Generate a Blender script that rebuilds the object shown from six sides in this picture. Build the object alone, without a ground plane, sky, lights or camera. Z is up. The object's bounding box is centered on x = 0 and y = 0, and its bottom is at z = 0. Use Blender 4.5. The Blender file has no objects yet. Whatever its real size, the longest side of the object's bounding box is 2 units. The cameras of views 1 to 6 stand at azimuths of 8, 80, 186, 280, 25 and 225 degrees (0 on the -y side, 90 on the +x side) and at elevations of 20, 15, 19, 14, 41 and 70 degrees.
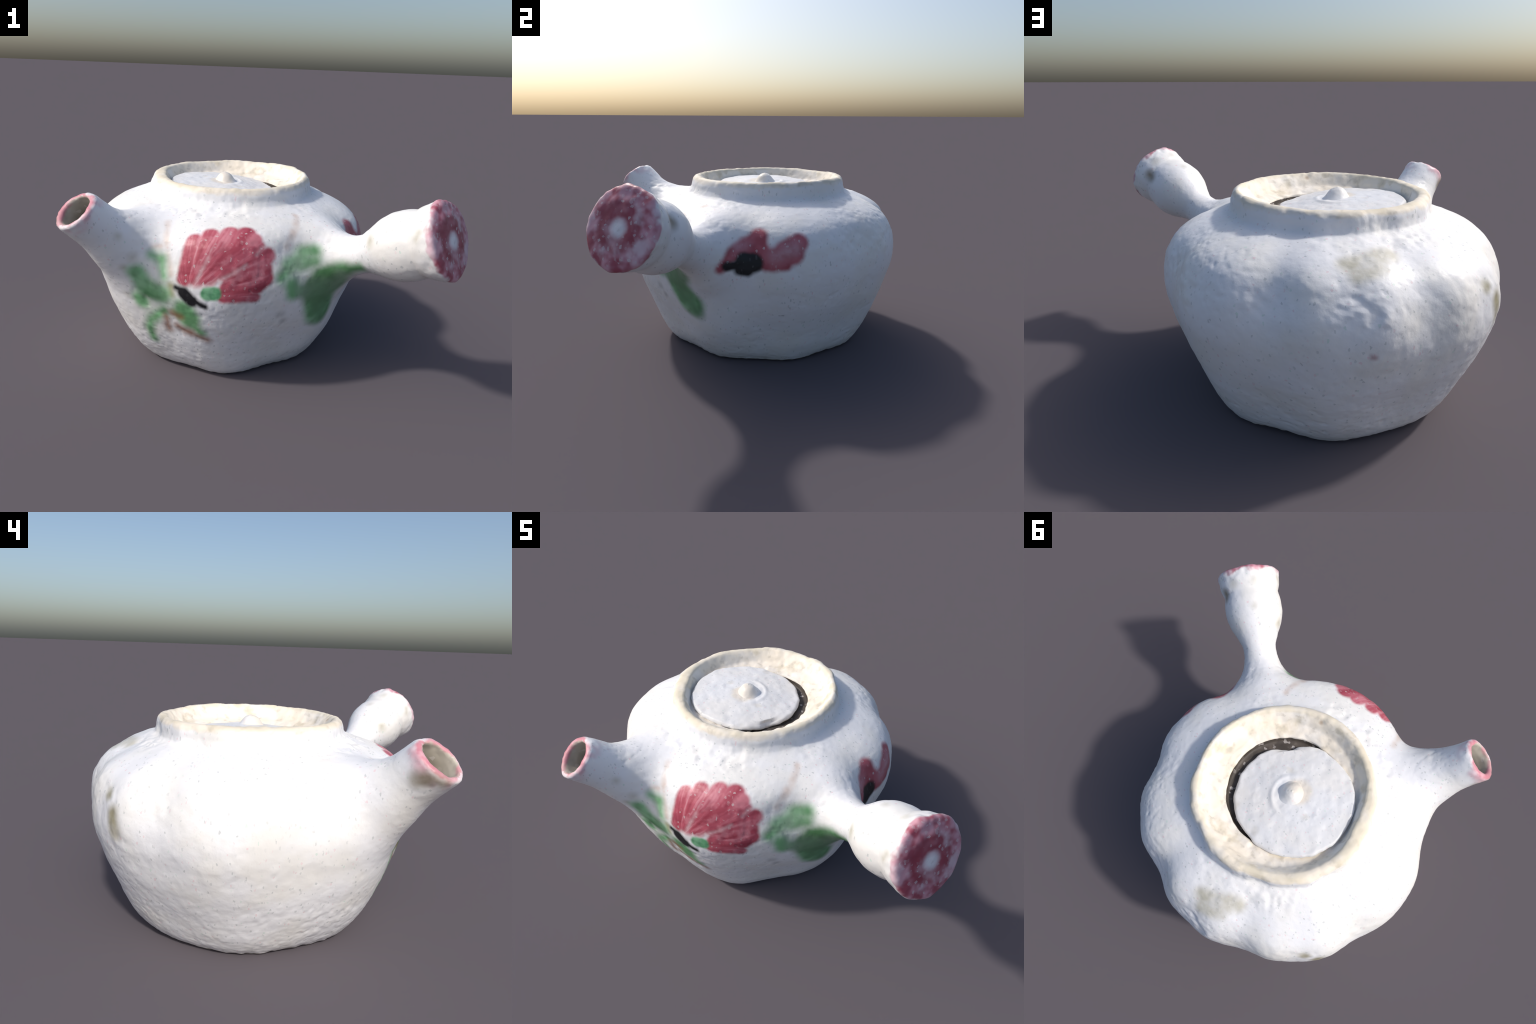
"""A side-handled porcelain teapot, hand painted with peonies.

The ware is described as one implicit solid: a turned, eight-lobed body
(profile radius over height), a flared spout and a waisted handle (radius along
a spine), softly joined; the mouth, the spout bore and the well are cut out of
it.  The solid is meshed, roughened and parted by region.  The lid with its
knob is turned separately.  All colour is painted in nodes with brush strokes.
"""
import math
import numpy as np

# ----------------------------------------------------------------- the form
# turned profile: radius at each height
HEIGHTS = np.array([0, .04, .1, .18, .27, .36, .44, .52, .6, .67, .73, .775, .81, .84, .865, .885, .905, .94, .98])
RADII = np.array([0.5539, 0.5911, 0.6284, 0.6640, 0.7014, 0.7372, 0.7610, 0.7786, 0.7787, 0.7601, 0.7298, 0.6977, 0.6549, 0.5975, 0.5316, 0.4764, 0.4622, 0.4556, 0.4407])
AXIS = ((-0.2037, -0.2051, -0.1975), (0.0530, 0.0591, 0.0749))                     # centre (x and y) at z = 0, .5, 1
# how far from round: waves round the body, (cosine, sine) for each number of waves
OVAL = {2: ((-0.0094, -0.0003, -0.0059), (-0.0017, -0.0056, 0.0030)), 3: ((0.0018, -0.0045, -0.0062), (0.0053, 0.0065, 0.0020))}
BELLY = {4: (0.0008, 0.0027), 5: (0.0002, 0.0007), 6: (0.0019, -0.0015), 7: (-0.0010, 0.0015)}
CROWN = {8: (0.0193, 0.0291), 9: (0.0105, -0.0024), 12: (0.0018, -0.0009), 16: (0.0019, -0.0154)}   # bold lobes high up, fading to the front
CROWN_Z, CROWN_W = 0.7570, 0.2069
WALL = {8: (0.0084, 0.0103)}                                                  # soft lobes down the wall
FLANK = {3: (-0.0038, -0.0041), 4: (0.0025, -0.0045), 5: (-0.0027, -0.0071), 6: (-0.0098, 0.0006), 7: (0.0018, 0.0007), 9: (-0.0020, 0.0076)}
HIGH = {1: (0.0000, 0.0101), 2: (0.0049, -0.0024), 3: (0.0024, 0.0095), 4: (0.0116, 0.0096), 5: (0.0078, -0.0116)}
SHOULDER = {1: (0.0111, -0.0234), 2: (-0.0086, -0.0018), 3: (-0.0172, -0.0050), 4: (0.0055, 0.0058)}
FOOT = {3: (-0.0079, 0.0079), 4: (0.0008, 0.0011), 5: (0.0004, -0.0012), 6: (-0.0006, -0.0061), 7: (-0.0030, 0.0001), 8: (0.0087, 0.0197), 9: (0.0068, 0.0063)}
RIM = (0.9757, 0.0032, -0.0014, 0.0013, 0.0022)                                  # height, tilt, warp
HANDLE = np.array([[0.3402, -0.3142, 0.6281], [0.5373, -0.4490, 0.7145], [0.7088, -0.5654, 0.8093], [0.8891, -0.6863, 0.8972]])
HANDLE_R = np.array([0.1715, 0.1312, 0.0995, 0.0947, 0.1272, 0.1635, 0.1521, 0.1827])
HANDLE_TILT, HANDLE_JOIN = (0.0215, -0.0050), 0.1185
SPOUT = np.array([[-0.4857, -0.3517, 0.3103], [-0.5328, -0.4128, 0.5741], [-0.6379, -0.5875, 0.7358], [-0.7598, -0.7605, 0.9275]])
SPOUT_R = np.array([0.2037, 0.2152, 0.2013, 0.1636, 0.1196, 0.1090])
SPOUT_TILT, SPOUT_JOIN = (0.0369, 0.1441), 0.1217
MOUTH = np.array([-.196, .071])                                             # axis of mouth and well
LID = np.array([-.253, .059])


def curve(xk, yk, x):
    """Smooth curve through the points (xk, yk) and its slope."""
    h = np.diff(xk)
    d = np.diff(yk) / h
    m = np.empty(len(xk))
    m[1:-1] = (d[:-1] * h[1:] + d[1:] * h[:-1]) / (h[1:] + h[:-1])
    m[0], m[-1] = d[0], d[-1]
    i = np.clip(np.searchsorted(xk, x) - 1, 0, len(xk) - 2)
    t = np.clip((x - xk[i]) / h[i], 0, 1)
    y = yk[i] * (2 * t**3 - 3 * t**2 + 1) + yk[i + 1] * (3 * t**2 - 2 * t**3) + h[i] * (m[i] * (t**3 - 2 * t**2 + t) + m[i + 1] * (t**3 - t**2))
    return y, (yk[i] - yk[i + 1]) * (6 * t * t - 6 * t) / h[i] + m[i] * (3 * t * t - 4 * t + 1) + m[i + 1] * (3 * t * t - 2 * t)


def smin(a, b, k):
    h = np.clip(.5 + .5 * (b - a) / k, 0, 1)
    return b + (a - b) * h - k * h * (1 - h)


def smax(a, b, k):
    return -smin(-a, -b, k)


def spine(points, radii, n=8):
    k = len(points)
    u, xk = np.linspace(0, k - 1, (k - 1) * n + 1), np.arange(k, dtype=float)
    return np.stack([curve(xk, points[:, j], u)[0] for j in range(3)], -1), curve(np.linspace(0, k - 1, len(radii)), radii, u)[0]


def end_plane(points, tilt):
    c, _ = spine(points, np.ones(len(points)))
    w = c[-1] - c[-3]
    w /= np.linalg.norm(w)
    s = np.cross(w, [0, 0, 1])
    s /= np.linalg.norm(s)
    n = w + tilt[0] * s + tilt[1] * np.cross(s, w)
    return c[-1], n / np.linalg.norm(n)


def tube(X, points, radii, n=8):
    c, r = spine(points, radii, n)
    best = np.full(X.shape[:-1], .4)
    near = ((X > (c - r[:, None]).min(0) - .2) & (X < (c + r[:, None]).max(0) + .2)).all(-1)
    P, d = X[near], np.full(near.sum(), 1e9)
    for a, b, ra, rb in zip(c[:-1], c[1:], r[:-1], r[1:]):
        ab = b - a
        pa = P - a
        t = np.clip((pa @ ab) / (ab @ ab), 0, 1)
        pa -= t[:, None] * ab
        d = np.minimum(d, np.sqrt(np.einsum("ij,ij->i", pa, pa)) - (ra + t * (rb - ra)))
    best[near] = d
    return best


def stub(X, points, radii, tilt, edge, dome=0.0, steps=8):
    """A tube cut off square, or closed with a low dome."""
    c, n = end_plane(points, tilt)
    along = (X - c) @ n
    off = ((X - c)**2).sum(-1) - along**2
    return smax(tube(X, points, radii, steps), along - dome * np.clip(1.1 - .7 * off / .18**2, 0, 1), edge)


def body(X):
    z = X[..., 2]
    w = np.clip(z, 0, 1)
    at = lambda v: v[0] * (1 - w) * (1 - 2 * w) + v[1] * 4 * w * (1 - w) + v[2] * w * (2 * w - 1)
    dx, dy = X[..., 0] - at(AXIS[0]), X[..., 1] - at(AXIS[1])
    rho, th = np.hypot(dx, dy), np.arctan2(dy, dx)
    m = np.ones_like(rho)
    wave = lambda k, ab: ab[0] * np.cos(k * th) + ab[1] * np.sin(k * th)
    for k, (a, b) in OVAL.items():
        m += wave(k, (at(a), at(b)))
    belly = np.exp(-((z - .52) / .3)**2)
    crown = np.exp(-((z - CROWN_Z) / CROWN_W)**2) * (.5 + .5 * np.cos(th - math.radians(100)))
    rise = np.clip(z / .16, 0, 1)
    wall = rise * rise * (3 - 2 * rise) * np.exp(-(np.clip(z - .45, 0, 9) / .18)**2)
    flank = np.exp(-((z - .22) / .14)**2)
    high = np.exp(-((z - .74) / .09)**2)
    shoulder = np.exp(-((z - .845) / .055)**2)
    foot = np.exp(-np.clip(z, 0, 9) / .09)
    for weight, waves in ((belly, BELLY), (crown, CROWN), (wall, WALL), (flank, FLANK), (high, HIGH), (shoulder, SHOULDER), (foot, FOOT)):
        for k, ab in waves.items():
            m += weight * wave(k, ab)
    front = np.angle(np.exp(1j * (th + math.radians(75)))) / math.radians(38)
    m += .028 * np.exp(-((z - .79) / .08)**2 - front**2)                    # fuller shoulder over the peony
    R, dR = curve(HEIGHTS, RADII, z)
    f = (rho / m - R) / np.sqrt(1 + dR**2)
    top = RIM[0] + RIM[1] * np.cos(th) + RIM[2] * np.sin(th) + RIM[3] * np.cos(2 * th) + RIM[4] * np.sin(2 * th)
    f = smax(f, z - top, .022)
    return smax(f, -z, .012)


def mouth(X):
    """The hollow: a funnel down to the ledge that carries the lid, then the well."""
    z = X[..., 2]
    dx, dy = X[..., 0] - MOUTH[0], X[..., 1] - MOUTH[1]
    rho, th = np.hypot(dx, dy), np.arctan2(dy, dx)
    lip = .034 * np.exp(-((np.angle(np.exp(1j * (th + 2.75)))) / .45)**2)    # thick lip, pulled out beside the spout
    slope = np.interp(z, [.88, .90, .94, .985], [.345, .364, .388, .421])
    funnel = smax((rho + lip * np.clip((z - .88) / .09, 0, 1) - slope) * .93, .890 + .3 * np.clip(rho - .30, 0, .08) - z, .009)
    well = smax(np.hypot(dx + .007, dy + .007) - .296, .852 - z, .02)
    return smin(funnel, well, .008)


def bore(X):
    """Bore of the spout: wide at the lip, narrowing inwards."""
    tail = spine(SPOUT, np.ones(4))[0][-5:]
    tip, n = end_plane(SPOUT, SPOUT_TILT)
    return tube(X, np.vstack([tail[::2], tip + n * .05]), np.array([.064, .071, .078, .080]), 4)


def ware(X):
    f = body(X)
    f = smin(f, stub(X, HANDLE, HANDLE_R, HANDLE_TILT, .028, .018), HANDLE_JOIN)
    f = smin(f, stub(X, SPOUT, SPOUT_R, SPOUT_TILT, .02, steps=13), SPOUT_JOIN)
    f = smax(f, -mouth(X), .011)
    return smax(f, -bore(X), .014)


# ------------------------------------------------------------- painted strokes
def dab(a, b, radius):
    """One touch of the brush: where it starts, where it ends, how broad it is."""
    return a, b, radius


STROKES = {
    'red': [
        dab((-0.264, -0.713, 0.622), (-0.237, -0.649, 0.786), 0.041),
        dab((-0.217, -0.651, 0.789), (-0.202, -0.651, 0.790), 0.032),
        dab((-0.205, -0.720, 0.635), (-0.163, -0.628, 0.811), 0.047),
        dab((-0.146, -0.719, 0.651), (-0.073, -0.612, 0.819), 0.052),
        dab((-0.071, -0.708, 0.669), (0.002, -0.594, 0.819), 0.052),
        dab((-0.026, -0.693, 0.688), (0.035, -0.613, 0.797), 0.050),
        dab((0.032, -0.686, 0.639), (0.111, -0.612, 0.732), 0.038),
        dab((-0.048, -0.720, 0.583), (0.086, -0.658, 0.654), 0.051),
        dab((-0.075, -0.727, 0.552), (0.032, -0.697, 0.560), 0.031),
        dab((-0.100, -0.708, 0.687), (-0.042, -0.707, 0.651), 0.043),
        dab((-0.040, -0.713, 0.612), (0.094, -0.648, 0.672), 0.045),
        dab((0.034, -0.673, 0.686), (0.102, -0.620, 0.729), 0.035),
        dab((0.034, -0.656, 0.731), (0.066, -0.620, 0.772), 0.035),
        dab((-0.276, -0.712, 0.615), (-0.235, -0.718, 0.622), 0.029),
        dab((-0.037, -0.719, 0.547), (0.064, -0.683, 0.546), 0.027),
        dab((0.071, -0.678, 0.598), (0.106, -0.654, 0.633), 0.041),
    ],
    'vein': [
        dab((-0.211, -0.725, 0.603), (-0.152, -0.697, 0.729), 0.006),
        dab((-0.171, -0.730, 0.591), (-0.074, -0.715, 0.636), 0.009),
        dab((-0.074, -0.715, 0.636), (0.019, -0.675, 0.696), 0.005),
        dab((0.061, -0.640, 0.738), (0.085, -0.610, 0.770), 0.004),
        dab((-0.234, -0.724, 0.592), (-0.183, -0.729, 0.594), 0.010),
    ],
    'petal_leaf': [
        dab((-0.154, -0.733, 0.562), (-0.118, -0.732, 0.565), 0.034),
    ],
    'black': [
        dab((-0.311, -0.709, 0.567), (-0.270, -0.719, 0.555), 0.015),
        dab((-0.270, -0.719, 0.547), (-0.234, -0.725, 0.513), 0.034),
        dab((-0.218, -0.728, 0.518), (-0.165, -0.729, 0.493), 0.016),
        dab((0.530, -0.250, 0.616), (0.524, -0.191, 0.618), 0.025),
        dab((0.523, -0.162, 0.629), (0.531, -0.121, 0.626), 0.051),
        dab((0.526, -0.183, 0.592), (0.529, -0.150, 0.587), 0.031),
    ],
    'leaf': [
        dab((-0.443, -0.654, 0.704), (-0.394, -0.661, 0.684), 0.020),
        dab((-0.390, -0.660, 0.689), (-0.373, -0.688, 0.609), 0.021),
        dab((-0.513, -0.682, 0.613), (-0.488, -0.675, 0.568), 0.046),
        dab((-0.472, -0.671, 0.532), (-0.392, -0.682, 0.515), 0.058),
        dab((-0.512, -0.649, 0.467), (-0.504, -0.647, 0.451), 0.044),
        dab((-0.381, -0.666, 0.421), (-0.446, -0.638, 0.363), 0.027),
        dab((-0.464, -0.630, 0.346), (-0.482, -0.606, 0.288), 0.026),
        dab((-0.485, -0.600, 0.273), (-0.472, -0.579, 0.207), 0.025),
        dab((-0.273, -0.704, 0.446), (-0.251, -0.699, 0.405), 0.063),
        dab((-0.238, -0.693, 0.372), (-0.193, -0.685, 0.326), 0.026),
        dab((0.265, -0.502, 0.722), (0.319, -0.484, 0.726), 0.036),
        dab((0.208, -0.570, 0.673), (0.258, -0.524, 0.692), 0.043),
        dab((0.261, -0.539, 0.666), (0.328, -0.505, 0.686), 0.033),
        dab((0.180, -0.612, 0.628), (0.210, -0.579, 0.655), 0.032),
        dab((0.234, -0.586, 0.585), (0.242, -0.582, 0.541), 0.045),
        dab((0.363, -0.517, 0.618), (0.471, -0.510, 0.647), 0.048),
        dab((0.471, -0.510, 0.647), (0.544, -0.547, 0.685), 0.027),
        dab((0.349, -0.519, 0.546), (0.417, -0.493, 0.575), 0.089),
        dab((0.358, -0.498, 0.492), (0.369, -0.433, 0.382), 0.087),
        dab((0.270, -0.563, 0.546), (0.341, -0.515, 0.510), 0.039),
    ],
    'brown': [
        dab((-0.374, -0.647, 0.332), (-0.367, -0.642, 0.309), 0.020),
        dab((-0.314, -0.667, 0.339), (-0.249, -0.673, 0.313), 0.024),
        dab((-0.249, -0.673, 0.313), (-0.168, -0.670, 0.283), 0.016),
        dab((-0.374, -0.660, 0.382), (-0.374, -0.647, 0.332), 0.017),
        dab((-0.344, -0.677, 0.415), (-0.297, -0.688, 0.404), 0.015),
    ],
    'olive': [
        dab((-0.337, -0.702, 0.569), (-0.333, -0.701, 0.529), 0.020),
        dab((-0.331, -0.684, 0.430), (-0.302, -0.686, 0.403), 0.015),
    ],
    'tan': [
        dab((-0.396, -0.533, 0.831), (-0.371, -0.623, 0.766), 0.015),
        dab((-0.373, -0.623, 0.766), (-0.337, -0.694, 0.628), 0.014),
        dab((-0.437, -0.639, 0.736), (-0.401, -0.635, 0.738), 0.016),
        dab((0.210, -0.330, 0.858), (0.219, -0.444, 0.822), 0.016),
        dab((0.215, -0.459, 0.816), (0.190, -0.535, 0.759), 0.017),
    ],
    'leaf_wash': [
        dab((0.362, -0.507, 0.525), (0.372, -0.451, 0.424), 0.063),
        dab((0.372, -0.451, 0.424), (0.379, -0.393, 0.320), 0.032),
    ],
    'red2': [
        dab((0.534, -0.283, 0.603), (0.516, -0.223, 0.673), 0.026),
        dab((0.515, -0.215, 0.672), (0.493, -0.149, 0.715), 0.037),
        dab((0.507, -0.151, 0.685), (0.493, -0.091, 0.748), 0.047),
        dab((0.491, -0.094, 0.747), (0.535, -0.072, 0.681), 0.038),
        dab((0.518, -0.124, 0.669), (0.542, -0.077, 0.648), 0.050),
        dab((0.560, -0.030, 0.647), (0.573, 0.068, 0.677), 0.056),
        dab((0.564, 0.027, 0.693), (0.552, 0.101, 0.729), 0.048),
        dab((0.555, -0.058, 0.617), (0.578, 0.034, 0.618), 0.025),
    ],
    'pale': [
        dab((0.562, -0.009, 0.668), (0.565, 0.077, 0.704), 0.031),
        dab((0.498, -0.196, 0.706), (0.492, -0.162, 0.715), 0.020),
    ],
    'stain': [
        dab((-0.282, 0.696, 0.821), (-0.400, 0.632, 0.836), 0.041),
        dab((-0.312, 0.726, 0.801), (-0.389, 0.689, 0.814), 0.040),
        dab((-0.401, 0.619, 0.840), (-0.434, 0.603, 0.835), 0.036),
        dab((-0.809, 0.530, 0.701), (-0.809, 0.530, 0.701), 0.021),
        dab((0.773, -0.625, 1.023), (0.773, -0.625, 1.023), 0.014),
        dab((0.848, -0.538, 0.993), (0.848, -0.538, 0.993), 0.017),
        dab((0.676, -0.541, 0.968), (0.676, -0.541, 0.968), 0.011),
        dab((0.741, -0.773, 0.946), (0.734, -0.777, 0.917), 0.011),
        dab((-0.528, -0.692, 0.696), (-0.528, -0.692, 0.696), 0.017),
        dab((-0.567, -0.696, 0.638), (-0.567, -0.696, 0.638), 0.015),
        dab((-0.583, -0.632, 0.473), (-0.583, -0.632, 0.473), 0.016),
        dab((-0.578, -0.721, 0.802), (-0.578, -0.721, 0.802), 0.012),
        dab((0.568, -0.619, 0.841), (0.568, -0.619, 0.841), 0.023),
    ],
    'redspot': [
        dab((-0.375, 0.829, 0.534), (-0.385, 0.826, 0.533), 0.007),
    ],
    'side_stain': [
        dab((-0.870, 0.490, 0.634), (-0.883, 0.478, 0.561), 0.035),
        dab((-0.818, 0.525, 0.695), (-0.818, 0.525, 0.695), 0.021),
    ],
    'smut': [
        dab((-0.830, -0.675, 0.857), (-0.843, -0.707, 0.864), 0.033),
        dab((-0.850, -0.730, 0.871), (-0.839, -0.773, 0.853), 0.019),
        dab((0.869, -0.502, 0.919), (0.858, -0.492, 0.905), 0.026),
    ],
    'faint': [
        dab((0.176, -0.591, 0.421), (0.188, -0.583, 0.418), 0.017),
        dab((0.194, -0.562, 0.374), (0.194, -0.562, 0.374), 0.019),
    ],
    'ink': [
        dab((0.514, 0.012, 0.336), (0.519, 0.036, 0.337), 0.003),
    ],
}

CELL, CHIP_AT = .0078, -39

# ------------------------------------------------------------------ roughness
def lattice(ix, iy, iz, seed):
    h = (ix * 374761393 + iy * 668265263 + iz * 1274126177 + seed * 974634541) & 0x7fffffff
    h = ((h ^ (h >> 13)) * 1103515245) & 0x7fffffff
    return ((h ^ (h >> 16)) & 0xffff) / 32767.5 - 1


def noise(P, scale, seed=0):
    """Value noise in -1..1 (numpy, so that a whole mesh takes a moment)."""
    q = P * scale + 37.3
    i = np.floor(q).astype(np.int64)
    f = q - i
    f = f * f * f * (f * (f * 6 - 15) + 10)
    v = 0
    for a in (0, 1):
        for b in (0, 1):
            for c in (0, 1):
                w = (f[:, 0] if a else 1 - f[:, 0]) * (f[:, 1] if b else 1 - f[:, 1]) * (f[:, 2] if c else 1 - f[:, 2])
                v = v + w * lattice(i[:, 0] + a, i[:, 1] + b, i[:, 2] + c, seed)
    return v


def bump(x, centre, width):
    return np.exp(-((x - centre) / width)**2)


def polar(P, centre=(-.2, .063)):
    return np.hypot(P[:, 0] - centre[0], P[:, 1] - centre[1]), np.arctan2(P[:, 1] - centre[1], P[:, 0] - centre[0])


def turn(th, degrees, width):
    d = np.angle(np.exp(1j * (th - math.radians(degrees))))
    return np.exp(-(d / math.radians(width))**2)


def relief(P):
    """Height of glaze drips, pits and lumps above the plain form."""
    rho, th = polar(P)
    z = P[:, 2]
    on_body = np.clip((.86 - rho) / .04, 0, 1)
    tall = P * np.array([1, 1, .45])
    d = .0020 * noise(P, 5, 1) + .0010 * noise(P, 13, 2) + .0007 * noise(P, 45, 3)
    # glaze drips and pits round the foot of the neck, front and back
    neck = bump(z + .03 * noise(P, 7, 35), .875, .045) * (.2 + .65 * turn(th, -85, 45) + turn(th, 150, 50)) * (rho > .40) * np.clip((.60 - rho) / .06, 0, 1) * np.clip(noise(P, 6, 34) * 1.3 + .6, .1, 1.3)
    d += neck * (.0060 * noise(tall, 19, 4) + .0045 * noise(tall, 38, 5) + .0020 * noise(P, 60, 36))
    # pitted crown of each lobe
    shoulder = bump(z, .70, .07) * on_body * (turn(th, 25, 60) + .7 * turn(th, 110, 60) + .5 * turn(th, 170, 40)) * np.clip(noise(P, 4, 6) + .45, 0, 1)
    d += shoulder * (.0048 * noise(P, 17, 7) + .0038 * noise(P, 36, 8))
    belly = bump(z, .50, .16) * on_body * (turn(th, 135, 45) + .7 * turn(th, 200, 40))
    d += belly * (.0015 * noise(P, 12, 9) + .0014 * noise(P, 28, 10))
    # coarse fired skin low on the spout side
    low = np.clip((.40 - z) / .15, 0, 1) * on_body * turn(th, 205, 55)
    d += low * (.0012 * noise(P, 30, 11) + .0011 * noise(P, 60, 12))
    # fine pitting of the glaze, in drifts
    drift = np.clip(noise(P, 3.5, 30) + .55, 0, 1) * on_body
    d -= drift * (.0040 * np.clip(noise(P, 34, 31) - .35, 0, 1) + .0030 * np.clip(noise(P, 62, 32) - .3, 0, 1))
    d += drift * .0012 * noise(P, 22, 33)
    # uneven rim
    lip = bump(z, .965, .03) * (rho > .36) * (rho < .5)
    d += lip * (.0026 * noise(P, 13, 13) + .0026 * noise(P, 32, 14))
    edge = bump(z, .888, .015) * (rho < .33)
    d += edge * (.0060 * noise(P, 12, 37) + .0040 * noise(P, 40, 38))
    funnel = bump(z, .91, .04) * (rho < .41)
    d += funnel * (.0030 * noise(P, 16, 15) + .0020 * noise(P, 40, 16))
    # knocked, lumpy handle end
    c, n = end_plane(HANDLE, HANDLE_TILT)
    along = (P - c) @ n
    end = bump(along, -.02, .05) * (P[:, 0] > .6)
    d += end * (.0036 * noise(P, 14, 17) + .0022 * noise(P, 34, 18)) * (1 + .9 * np.clip((z - .93) / .1, 0, 1))
    c, n = end_plane(SPOUT, SPOUT_TILT)
    tip = bump((P - c) @ n, -.01, .035) * (P[:, 0] < -.5)
    d += tip * (.0040 * noise(P, 22, 19) + .0020 * noise(P, 50, 20))
    # rough cut foot
    foot = bump(z, .0, .018) * (rho > .5)
    return d + foot * (.0040 * noise(P, 40, 21) + .002 * noise(P, 15, 22))


# -------------------------------------------------------------------- meshing
def evaluate(field, P, size=400000):
    return np.concatenate([field(P[i:i + size]) for i in range(0, len(P), size)])


def surface(field, low, high, h):
    """Surface nets: one vertex in each grid cell that the surface crosses."""
    B = 12
    n = (np.ceil((np.array(high) - low) / h / B).astype(int)) * B
    low = np.array(low)
    F = np.ones(n + 1, np.float32)
    blocks = np.stack(np.meshgrid(*[np.arange(k // B) for k in n], indexing="ij"), -1).reshape(-1, 3)
    mid = evaluate(field, low + (blocks + .5) * B * h)
    span = np.arange(B + 1)
    cell = np.stack(np.meshgrid(span, span, span, indexing="ij"), -1)
    near = np.abs(mid) < B * h * 1.5
    for b, m in zip(blocks[~near], mid[~near]):
        s = b * B
        F[s[0]:s[0] + B + 1, s[1]:s[1] + B + 1, s[2]:s[2] + B + 1] = m
    todo = blocks[near]
    for k in range(0, len(todo), 150):
        part = todo[k:k + 150]
        V = evaluate(field, (low + (part[:, None, None, None] * B + cell) * h).reshape(-1, 3)).reshape(len(part), B + 1, B + 1, B + 1)
        for b, v in zip(part, V):
            s = b * B
            F[s[0]:s[0] + B + 1, s[1]:s[1] + B + 1, s[2]:s[2] + B + 1] = v
    S = F < 0
    corners = [(a, b, c) for a in (0, 1) for b in (0, 1) for c in (0, 1)]
    sub = lambda A, o: A[o[0]:o[0] + n[0], o[1]:o[1] + n[1], o[2]:o[2] + n[2]]
    count = sum(sub(S, o).astype(np.int8) for o in corners)
    ids = np.full(n, -1, np.int64)
    hit = np.argwhere((count > 0) & (count < 8))
    ids[tuple(hit.T)] = np.arange(len(hit))
    total, weight = np.zeros((len(hit), 3)), np.zeros(len(hit))
    for a in corners:
        for ax in range(3):
            if a[ax]:
                continue
            b = list(a)
            b[ax] = 1
            fa, fb = F[tuple((hit + a).T)], F[tuple((hit + b).T)]
            cross = (fa < 0) != (fb < 0)
            t = np.where(cross, fa / np.where(cross, fa - fb, 1), 0)
            p = np.array(a, float)[None] + t[:, None] * (np.array(b) - np.array(a))[None]
            total += p * cross[:, None]
            weight += cross
    V = low + (hit + total / weight[:, None]) * h
    quads = []
    for ax in range(3):
        u, v = [(1, 2), (2, 0), (0, 1)][ax]
        lo, hi = [slice(1, -1)] * 3, [slice(1, -1)] * 3
        lo[ax], hi[ax] = slice(0, -1), slice(1, None)
        A, C = S[tuple(lo)], S[tuple(hi)]
        for inside in (True, False):
            e = np.argwhere((A == inside) & (C != inside))
            off = np.ones(3, int)
            off[ax] = 0
            e = e + off
            du, dv = np.eye(3, dtype=int)[u], np.eye(3, dtype=int)[v]
            ring = [e - du - dv, e - dv, e, e - du]
            q = np.stack([ids[tuple(r.T)] for r in ring], -1)
            quads.append(q if inside else q[:, ::-1])
    Q = np.concatenate(quads)
    return V, Q[(Q >= 0).all(1)]


def settle(field, V, steps=2, e=1e-3):
    """Move each vertex onto the surface; also give the surface normals."""
    for k in range(steps + 1):
        f = evaluate(field, V)
        g = np.stack([evaluate(field, V + e * d) - f for d in np.eye(3)], -1) / e
        s = (g * g).sum(1)
        if k < steps:
            V = V - np.clip(f / np.maximum(s, .05), -.006, .006)[:, None] * g
    return V, g / np.maximum(np.sqrt(s), 1e-6)[:, None]


def vertex_normals(V, Q):
    n = np.cross(V[Q[:, 2]] - V[Q[:, 0]], V[Q[:, 3]] - V[Q[:, 1]])
    N = np.zeros_like(V)
    for k in range(4):
        for ax in range(3):
            N[:, ax] += np.bincount(Q[:, k], n[:, ax], len(V))
    return N / np.maximum(np.linalg.norm(N, axis=1, keepdims=True), 1e-12)


import bpy

root = bpy.data.objects.new("teapot", None)
root["label"] = "white porcelain side-handle teapot with painted pink peonies"
root["category"] = "teapot"
bpy.context.scene.collection.objects.link(root)


def part(name, V, Q, N, material, parent):
    used, flat = np.unique(Q, return_inverse=True)
    mesh = bpy.data.meshes.new(name)
    mesh.from_pydata(V[used].tolist(), [], flat.reshape(Q.shape).tolist())
    mesh.materials.append(material)
    mesh.polygons.foreach_set("use_smooth", np.ones(len(mesh.polygons), bool))
    mesh.normals_split_custom_set_from_vertices(N[used].tolist())
    o = bpy.data.objects.new(name, mesh)
    bpy.context.scene.collection.objects.link(o)
    o.parent = parent
    return o


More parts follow.
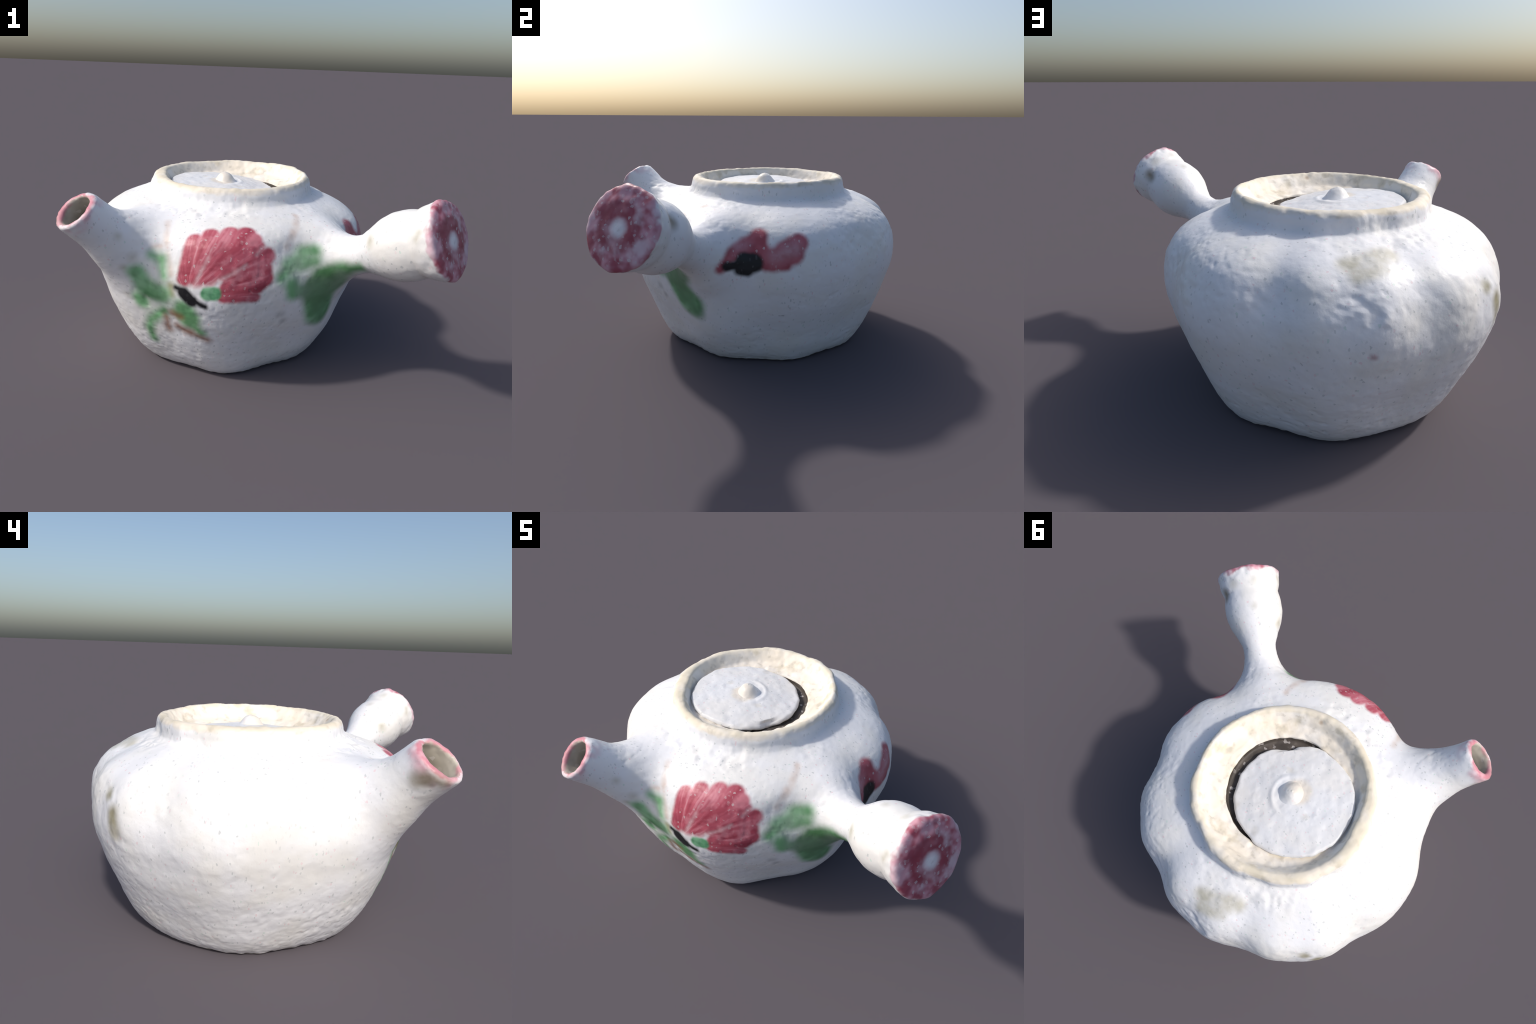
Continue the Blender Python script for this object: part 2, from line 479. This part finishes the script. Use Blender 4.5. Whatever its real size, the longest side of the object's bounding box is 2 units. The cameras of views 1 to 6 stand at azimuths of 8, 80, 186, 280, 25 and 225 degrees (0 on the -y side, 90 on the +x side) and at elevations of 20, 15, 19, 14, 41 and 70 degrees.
# ------------------------------------------------------------------ materials
class Nodes:
    """Short hand for building node trees."""

    def __init__(self, name):
        self.material = bpy.data.materials.new(name)
        self.material.use_nodes = True
        self.tree = self.material.node_tree
        self.shader = self.tree.nodes["Principled BSDF"]
        self.last = None
        self.P = self.tree.nodes.new("ShaderNodeTexCoord").outputs["Object"]

    def put(self, socket, value):
        if isinstance(value, bpy.types.NodeSocket):
            self.tree.links.new(value, socket)
        else:
            socket.default_value = value

    def math(self, op, a, b=0.0, c=0.0, clamp=False):
        n = self.tree.nodes.new("ShaderNodeMath")
        n.operation, n.use_clamp = op, clamp
        for s, v in zip(n.inputs, (a, b, c)):
            self.put(s, v)
        return n.outputs[0]

    def vec(self, op, a, b=(0, 0, 0), scale=None):
        n = self.tree.nodes.new("ShaderNodeVectorMath")
        n.operation = op
        self.put(n.inputs[0], a)
        self.put(n.inputs[1], b)
        if scale is not None:
            self.put(n.inputs["Scale"], scale)
        return n.outputs["Value" if op in ("DOT_PRODUCT", "LENGTH", "DISTANCE") else "Vector"]

    def ramp(self, x, a, b, lo=0.0, hi=1.0):
        n = self.tree.nodes.new("ShaderNodeMapRange")
        n.interpolation_type = "SMOOTHSTEP"
        for s, v in zip(("Value", "From Min", "From Max", "To Min", "To Max"), (x, a, b, lo, hi)):
            self.put(n.inputs[s], v)
        return n.outputs[0]

    def noise(self, scale, detail=2.0, at=None, colour=False):
        n = self.tree.nodes.new("ShaderNodeTexNoise")
        self.put(n.inputs["Vector"], at or self.P)
        n.inputs["Scale"].default_value, n.inputs["Detail"].default_value = scale, detail
        return n.outputs["Color" if colour else "Fac"]

    def mix(self, fac, a, b):
        n = self.tree.nodes.new("ShaderNodeMix")
        n.data_type = "RGBA"
        self.put(n.inputs[0], fac)
        for s, v in ((n.inputs[6], a), (n.inputs[7], b)):
            self.put(s, v if isinstance(v, bpy.types.NodeSocket) else (*v, 1))
        return n.outputs[2]

    def mul(self, *xs):
        r = xs[0]
        for x in xs[1:]:
            r = self.math("MULTIPLY", r, x)
        return r

    def shards(self, scale, share, at=None):
        """Small angular flecks: a few random cells of a Voronoi pattern, and their random colour."""
        n = self.tree.nodes.new("ShaderNodeTexVoronoi")
        self.put(n.inputs["Vector"], at or self.P)
        n.inputs["Scale"].default_value = scale
        s = self.tree.nodes.new("ShaderNodeSeparateColor")
        self.tree.links.new(n.outputs["Color"], s.inputs[0])
        return self.math("GREATER_THAN", s.outputs[0], 1 - share), s.outputs[1], s.outputs[2]

    def stroke(self, P, dab):
        """Distance to one dab of the brush, drawn from a to b with a round tip."""
        a, b, r = dab
        ab = [q - p for p, q in zip(a, b)]
        l2 = sum(q * q for q in ab)
        pa = self.vec("SUBTRACT", P, a)
        if l2 > 1e-6:
            t = self.math("MULTIPLY", self.vec("DOT_PRODUCT", pa, ab), 1 / l2, clamp=True)
            pa = self.vec("SUBTRACT", pa, self.vec("SCALE", ab, scale=t))
        return self.math("SUBTRACT", self.vec("LENGTH", pa), r)

    def after(self, P):
        """P, made to wait for the stroke before: keeps the shader's working memory small."""
        if self.last is None:
            return P
        n = self.tree.nodes.new("ShaderNodeVectorMath")
        n.operation = "MULTIPLY_ADD"
        self.put(n.inputs[0], self.last)
        self.put(n.inputs[1], (1e-7, 1e-7, 1e-7))
        self.put(n.inputs[2], P)
        return n.outputs[0]

    def strokes(self, P, dabs, blend=.012):
        d = None
        for dab in dabs:
            e = self.stroke(self.after(P), dab)
            self.last = e
            d = e if d is None else self.math("SMOOTH_MIN", d, e, blend)
        return d

    def finish(self, colour, rough=.5, bump=None, strength=.3, distance=.004, specular=.35):
        self.put(self.shader.inputs["Base Color"], colour)
        self.put(self.shader.inputs["Roughness"], rough)
        self.shader.inputs["Specular IOR Level"].default_value = specular
        if bump is not None:
            b = self.tree.nodes.new("ShaderNodeBump")
            b.inputs["Strength"].default_value, b.inputs["Distance"].default_value = strength, distance
            self.put(b.inputs["Height"], bump)
            self.tree.links.new(b.outputs[0], self.shader.inputs["Normal"])
        return self.material


WHITE, WARM = (.80, .80, .815), (.79, .775, .745)
CREAM, BUFF = (.82, .74, .62), (.60, .53, .40)
RED, DEEP, PINK = (.40, .066, .098), (.24, .026, .048), (.60, .24, .29)
LEAF, FRESH, DARK_LEAF = (.095, .275, .105), (.20, .47, .22), (.055, .18, .06)
BLACK, UMBER = (.012, .012, .014), (.055, .046, .040)


def fleck_white(g, colour, share=.055):
    """Grey, rosy and green-grey angular flecks in the glaze."""
    on, hue, tone = g.shards(120, share, g.vec("MULTIPLY", g.P, (1, 1.25, .75)))
    tint = g.mix(g.math("GREATER_THAN", hue, .62), (.50, .52, .52), (.78, .60, .62))
    tint = g.mix(g.math("GREATER_THAN", hue, .88), tint, (.58, .70, .63))
    return g.mix(g.mul(on, g.ramp(tone, .2, 1, .12, .7)), colour, tint)


def porcelain():
    g = Nodes("painted_porcelain")
    P = g.P
    wob = g.vec("SUBTRACT", g.noise(9, 2, colour=True), (.5, .5, .5))
    fine = g.vec("SUBTRACT", g.noise(55, 1, colour=True), (.5, .5, .5))
    Q = g.vec("ADD", P, g.vec("ADD", g.vec("SCALE", wob, scale=.016), g.vec("SCALE", fine, scale=.006)))
    grain = g.noise(60, 3)
    cloud = g.noise(5, 3)
    base = g.mix(g.ramp(cloud, .35, .7), WHITE, WARM)
    base = fleck_white(g, base)
    sep = g.tree.nodes.new("ShaderNodeSeparateXYZ")
    g.put(sep.inputs[0], P)
    z = sep.outputs[2]

    dark_foot_band = g.math("ADD", z, g.math("MULTIPLY", g.math("SUBTRACT", g.noise(26, 3), .5), .028))
    base = g.mix(g.ramp(dark_foot_band, .018, .004), base, (.22, .20, .165))

    def lay(below, name, colour, soft, strength=1.0, blend=.012):
        d = g.strokes(Q, STROKES[name], blend)
        m = g.ramp(d, soft, -soft)
        if not isinstance(strength, float) or strength < 1:
            m = g.mul(m, strength)
        return g.mix(m, below, colour)

    uneven = g.ramp(g.noise(14, 3), .3, .7, .35, 1.0)
    c = lay(base, "stain", (.47, .445, .35), .028, g.ramp(g.noise(14, 3), .3, .7, .5, .9))
    c = lay(c, "side_stain", (.33, .30, .20), .026, g.ramp(g.noise(14, 3), .3, .7, .7, 1.0))
    c = lay(c, "tan", (.62, .50, .43), .016, g.mul(uneven, .75))
    c = lay(c, "olive", (.28, .26, .09), .020, .75)
    leaf = g.mix(g.ramp(g.noise(11, 2), .38, .62), LEAF, FRESH)
    leaf = g.mix(g.ramp(g.vec("DISTANCE", P, (.36, -.50, .60)), .20, .06), leaf, DARK_LEAF)
    c = lay(c, "leaf", leaf, .030, g.ramp(g.noise(6, 2), .25, .6, .80, .97), .045)
    c = lay(c, "leaf_wash", (.13, .27, .14), .034, .72)
    c = lay(c, "brown", (.24, .095, .045), .030, .9)
    # petals: brushed streaks fan out from the calyx
    rel = g.tree.nodes.new("ShaderNodeSeparateXYZ")
    g.put(rel.inputs[0], g.vec("SUBTRACT", Q, (-.255, -.74, .545)))
    fan = g.math("ARCTAN2", rel.outputs[2], rel.outputs[0])
    far = g.math("SQRT", g.math("ADD", g.mul(rel.outputs[0], rel.outputs[0]), g.mul(rel.outputs[2], rel.outputs[2])))
    hair = g.tree.nodes.new("ShaderNodeCombineXYZ")
    g.put(hair.inputs[0], g.math("MULTIPLY", fan, 9.0))
    g.put(hair.inputs[1], g.math("MULTIPLY", far, 5.0))
    streak = g.noise(1.0, 2.5, at=hair.outputs[0])
    red = g.mix(g.ramp(streak, .36, .52), (.36, .058, .085), (.44, .090, .125))
    red = g.mix(g.ramp(streak, .52, .70), red, (.58, .21, .25))
    red = g.mix(g.mul(g.ramp(g.noise(7, 2), .45, .7), .6), red, DEEP)
    red = g.mix(g.mul(g.ramp(g.noise(13, 3), .52, .70), .55), red, (.62, .25, .29))
    on, hue, tone = g.shards(100, .045, g.vec("MULTIPLY", P, (1, 1.2, .8)))
    chip = g.mul(on, g.ramp(tone, 0, 1, .1, .65))
    red = g.mix(chip, red, (.56, .46, .46))
    c = lay(c, "red", red, .013, 1.0, .010)
    c = lay(c, "vein", (.74, .58, .59), .014, g.mul(uneven, .85))
    side = g.mix(g.ramp(g.noise(12, 2), .35, .7), (.34, .048, .070), (.44, .10, .13))
    side = g.mix(chip, side, (.56, .46, .46))
    c = lay(c, "red2", side, .017, .97, .03)
    c = lay(c, "pale", (.60, .36, .40), .040, g.mul(uneven, .85))
    bit = g.mix(g.mul(chip, .25), BLACK, (.3, .3, .31))
    c = lay(c, "petal_leaf", g.mix(g.ramp(g.noise(20, 2), .4, .6), (.10, .31, .15), (.20, .44, .25)), .010)
    c = lay(c, "black", bit, .013, 1.0, .02)
    c = lay(c, "redspot", (.30, .10, .12), .016, .85)
    c = lay(c, "ink", (.05, .05, .05), .004)
    # handle end dipped in pink, bare in the middle
    e, n = end_plane(HANDLE, HANDLE_TILT)
    e, n = e.tolist(), n.tolist()
    depth = g.vec("DOT_PRODUCT", g.vec("SUBTRACT", Q, e), n)
    edge = g.math("ADD", depth, g.math("MULTIPLY", g.math("SUBTRACT", g.noise(12, 2), .5), .10))
    dip = g.mul(g.ramp(edge, -.024, -.004), g.math("GREATER_THAN", g.vec("DOT_PRODUCT", P, (1, 0, 0)), .5))
    r = g.vec("DISTANCE", Q, e)
    blot = g.noise(13, 2)
    dip_c = g.mix(g.ramp(blot, .36, .58), (.34, .070, .105), (.58, .31, .37))
    ring = g.mul(g.ramp(r, .03, .06), g.ramp(r, .125, .095))
    dip_c = g.mix(g.mul(ring, g.ramp(g.noise(8, 2), .35, .6, .55, .98)), dip_c, (.28, .046, .072))
    dip_c = g.mix(g.mul(g.ramp(g.noise(10, 3), .48, .68), g.ramp(r, .05, .12, .3, .85)), dip_c, (.66, .52, .57))
    dip_c = g.mix(g.ramp(g.vec("DISTANCE", Q, [p + q for p, q in zip(e, (-.008, .004, -.006))]), .060, .030), dip_c, (.74, .72, .75))
    on2, hue2, tone2 = g.shards(85, .12)
    dip_c = g.mix(g.mul(on2, g.ramp(tone2, 0, 1, .08, .5)), dip_c, (.60, .56, .58))
    c = g.mix(dip, c, dip_c)
    # spout lip washed with pink
    e, n = end_plane(SPOUT, SPOUT_TILT)
    e, n = e.tolist(), n.tolist()
    depth = g.vec("DOT_PRODUCT", g.vec("SUBTRACT", Q, e), n)
    near = g.math("LESS_THAN", g.vec("DISTANCE", P, e), .24)
    wash = g.mul(g.ramp(depth, -.085, -.004), g.ramp(g.noise(9, 2), .44, .66), near)
    c = g.mix(g.mul(wash, .8), c, (.66, .30, .36))
    lip = g.mul(g.ramp(depth, -.013, -.001), near, g.ramp(g.noise(16, 2), .34, .60, .10, .90))
    c = g.mix(lip, c, (.58, .20, .25))
    c = lay(c, "faint", (.44, .44, .43), .020, .6)
    c = lay(c, "smut", (.25, .21, .15), .026, g.ramp(g.noise(14, 3), .3, .7, .75, .97))
    return g.finish(c, .42, grain, .22, .004)


def biscuit():
    """Bare cream clay of rim and ledge, stained by tea."""
    g = Nodes("stained_biscuit")
    c = g.mix(g.ramp(g.noise(7, 3), .35, .68), CREAM, (.80, .76, .70))
    c = g.mix(g.mul(g.ramp(g.noise(11, 3), .52, .72), .75), c, BUFF)
    sep = g.tree.nodes.new("ShaderNodeSeparateXYZ")
    g.put(sep.inputs[0], g.P)
    x, y, z = sep.outputs
    off = g.vec("SUBTRACT", g.P, (MOUTH[0], MOUTH[1], 0))
    rho = g.vec("LENGTH", g.vec("MULTIPLY", off, (1, 1, 0)))
    wob = g.math("MULTIPLY", g.math("SUBTRACT", g.noise(14, 2), .5), .05)
    c = g.mix(g.mul(g.ramp(g.noise(22, 3), .56, .72), .5), c, (.50, .46, .40))
    crest = g.mul(g.ramp(z, .955, .972), g.ramp(g.noise(8, 3), .38, .62, .15, .8))
    c = g.mix(crest, c, (.70, .63, .49))
    outer = g.ramp(g.math("ADD", rho, wob), .425, .44)
    below = g.ramp(g.math("ADD", z, wob), .962, .94)
    white = fleck_white(g, g.mix(g.ramp(g.noise(5, 3), .35, .7), WHITE, WARM))
    c = g.mix(g.mul(outer, below), c, white)
    c = g.mix(g.ramp(g.vec("DISTANCE", g.P, (-.07, -.315, .945)), .022, .004), c, (.42, .30, .20))
    return g.finish(c, .6, g.noise(45, 3), .3, .004, .25)


def lid_glaze():
    g = Nodes("lid_glaze")
    c = g.mix(g.ramp(g.noise(6, 3), .35, .7), (.74, .745, .76), (.77, .755, .735))
    c = fleck_white(g, c, .06)
    foot = g.mul(g.ramp(g.vec("DISTANCE", g.P, (-.25, .025, .93)), .085, .05), g.ramp(g.noise(10, 2), .35, .6))
    c = g.mix(g.mul(foot, .6), c, (.76, .66, .52))
    spot = g.mul(g.ramp(g.noise(8, 3), .60, .74), .45)
    c = g.mix(spot, c, (.58, .54, .46))
    return g.finish(c, .45, g.noise(50, 3), .3, .004)


def dark_well():
    g = Nodes("tea_darkened_well")
    c = g.mix(g.ramp(g.noise(14, 3), .4, .65), (.062, .052, .044), (.10, .083, .070))
    on, hue, tone = g.shards(75, .10)
    c = g.mix(g.mul(on, g.ramp(tone, 0, 1, .2, .9)), c, (.42, .39, .37))
    return g.finish(c, .55, g.noise(40, 2), .4, .006)


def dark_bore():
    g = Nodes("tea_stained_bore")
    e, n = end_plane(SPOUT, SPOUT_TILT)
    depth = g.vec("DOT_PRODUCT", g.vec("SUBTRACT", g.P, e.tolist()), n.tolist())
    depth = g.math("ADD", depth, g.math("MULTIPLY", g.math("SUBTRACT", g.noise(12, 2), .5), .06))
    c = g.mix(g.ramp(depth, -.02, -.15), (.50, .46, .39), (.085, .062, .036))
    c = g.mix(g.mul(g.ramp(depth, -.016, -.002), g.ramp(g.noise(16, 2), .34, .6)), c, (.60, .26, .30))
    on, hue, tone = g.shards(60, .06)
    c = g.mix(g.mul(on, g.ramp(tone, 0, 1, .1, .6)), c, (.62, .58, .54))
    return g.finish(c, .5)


# ------------------------------------------------------------------- the ware
V, Q = surface(ware, (-1.02, -1.0, -.03), (1.12, .95, 1.12), CELL)
V, N = settle(ware, V)
flat = V.copy()
V = V + N * relief(V)[:, None]
V[:, 2] = np.maximum(V[:, 2], 0)
N = vertex_normals(V, Q)

mid = flat[Q].mean(1)
rho = np.hypot(mid[:, 0] - MOUTH[0], mid[:, 1] - MOUTH[1])
in_mouth = (evaluate(mouth, mid) < .012) & (rho < .43)
in_bore = (evaluate(bore, mid) < .010)
in_handle = evaluate(lambda X: tube(X, HANDLE, HANDLE_R), mid) < np.minimum(evaluate(body, mid), .05)
in_spout = evaluate(lambda X: tube(X, SPOUT, SPOUT_R), mid) < np.minimum(evaluate(body, mid), .05)
kind = np.zeros(len(Q), int)
kind[in_spout & (mid[:, 2] < 1.2)] = 3
kind[in_handle] = 2
neck = (mid[:, 2] > .875) & (rho < .50)
kind[neck] = 1
kind[in_mouth & neck] = 1
kind[(rho < .335) & (mid[:, 2] > .7) & (mid[:, 2] < .880)] = 4
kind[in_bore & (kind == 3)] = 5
paint, clay = porcelain(), biscuit()
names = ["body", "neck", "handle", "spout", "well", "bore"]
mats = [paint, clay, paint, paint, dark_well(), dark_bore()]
made = {}
for k, (name, mat) in enumerate(zip(names, mats)):
    if (kind == k).any():
        made[name] = part(name, V, Q[kind == k], N, mat, root)
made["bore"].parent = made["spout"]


# -------------------------------------------------------------------- the lid
def turned(profile, centre, tilt=(0, 0), rough=1.0, seed=40, rings=220, step=.004, chip=None):
    """A turned piece: profile (radius, height) swept round, roughened, and chipped at the edge."""
    pts = np.array(profile, float)
    s = np.concatenate([[0], np.cumsum(np.hypot(*np.diff(pts, axis=0).T))])
    u = np.linspace(0, s[-1], int(s[-1] / step))
    r, z = np.interp(u, s, pts[:, 0]), np.interp(u, s, pts[:, 1])
    for _ in range(2):
        r[1:-1], z[1:-1] = (r[:-2] + 2 * r[1:-1] + r[2:]) / 4, (z[:-2] + 2 * z[1:-1] + z[2:]) / 4
    th = np.linspace(0, math.tau, rings, endpoint=False)
    T, Rr = np.meshgrid(th, r, indexing="xy")
    Z = np.repeat(z[:, None], rings, 1)
    P = np.stack([Rr * np.cos(T), Rr * np.sin(T), Z], -1)
    P[..., 2] += tilt[0] * P[..., 0] + tilt[1] * P[..., 1]
    P[..., :2] += centre
    flat = P.reshape(-1, 3)
    k = np.arange(len(r) - 1)[:, None] * rings
    j = np.arange(rings)[None]
    a, b = k + j, k + (j + 1) % rings
    Q = np.stack([a, b, b + rings, a + rings], -1).reshape(-1, 4)
    N = vertex_normals(flat, Q)
    rr, tt = Rr.reshape(-1), T.reshape(-1)
    h = rough * (.0030 * noise(flat, 11, seed) + .0024 * noise(flat, 28, seed + 1) + .0007 * noise(flat, 60, seed + 2)) * np.clip(rr / .01, 0, 1)
    flat = flat + N * h[:, None]
    if chip:
        flat = chip(flat, rr, tt)
    return flat, Q


def lid_form(P, r, th):
    """Chipped and knocked rim, and the faint worn ring round the knob."""
    edge = np.clip((r - .24) / .06, 0, 1)
    gone = turn(th, CHIP_AT, 13) * np.clip((r - .255) / .03, 0, 1)
    out = np.stack([np.cos(th), np.sin(th), np.zeros_like(th)], -1)
    P = P + out * ((edge * (.0060 * noise(P, 9, 61) + .0040 * noise(P, 30, 62)) - gone * .030)[:, None])
    ring = bump(r, .112, .012) * (turn(th, 30, 75) + .3 * noise(P, 6, 63))
    P[:, 2] += (r < .25) * .0060 * ring - .016 * gone
    return P


glaze = lid_glaze()
lid_z = lambda r: .934 - .025 * (r / .30)**2
profile = [(0, .880), (.27, .880), (.290, .882), (.296, .889), (.298, .898)] + [(r, lid_z(r)) for r in np.linspace(.289, .0, 40)]
LV, LQ = turned(profile, LID, (-.082, -.006), 1.0, 40, chip=lid_form)
LN = vertex_normals(LV, LQ)
lid = part("lid", LV, LQ[:, ::1], LN, glaze, root)
knob_profile = [(.092, .912), (.078, .920), (.065, .928), (.056, .938), (.048, .950), (.040, .961), (.029, .972), (.015, .979), (0.0002, .981)]
KV, KQ = turned(knob_profile, np.array([-.236, .058]), (0, 0), .8, 70, 96, .003)
knob = part("knob", KV, KQ, vertex_normals(KV, KQ), glaze, lid)
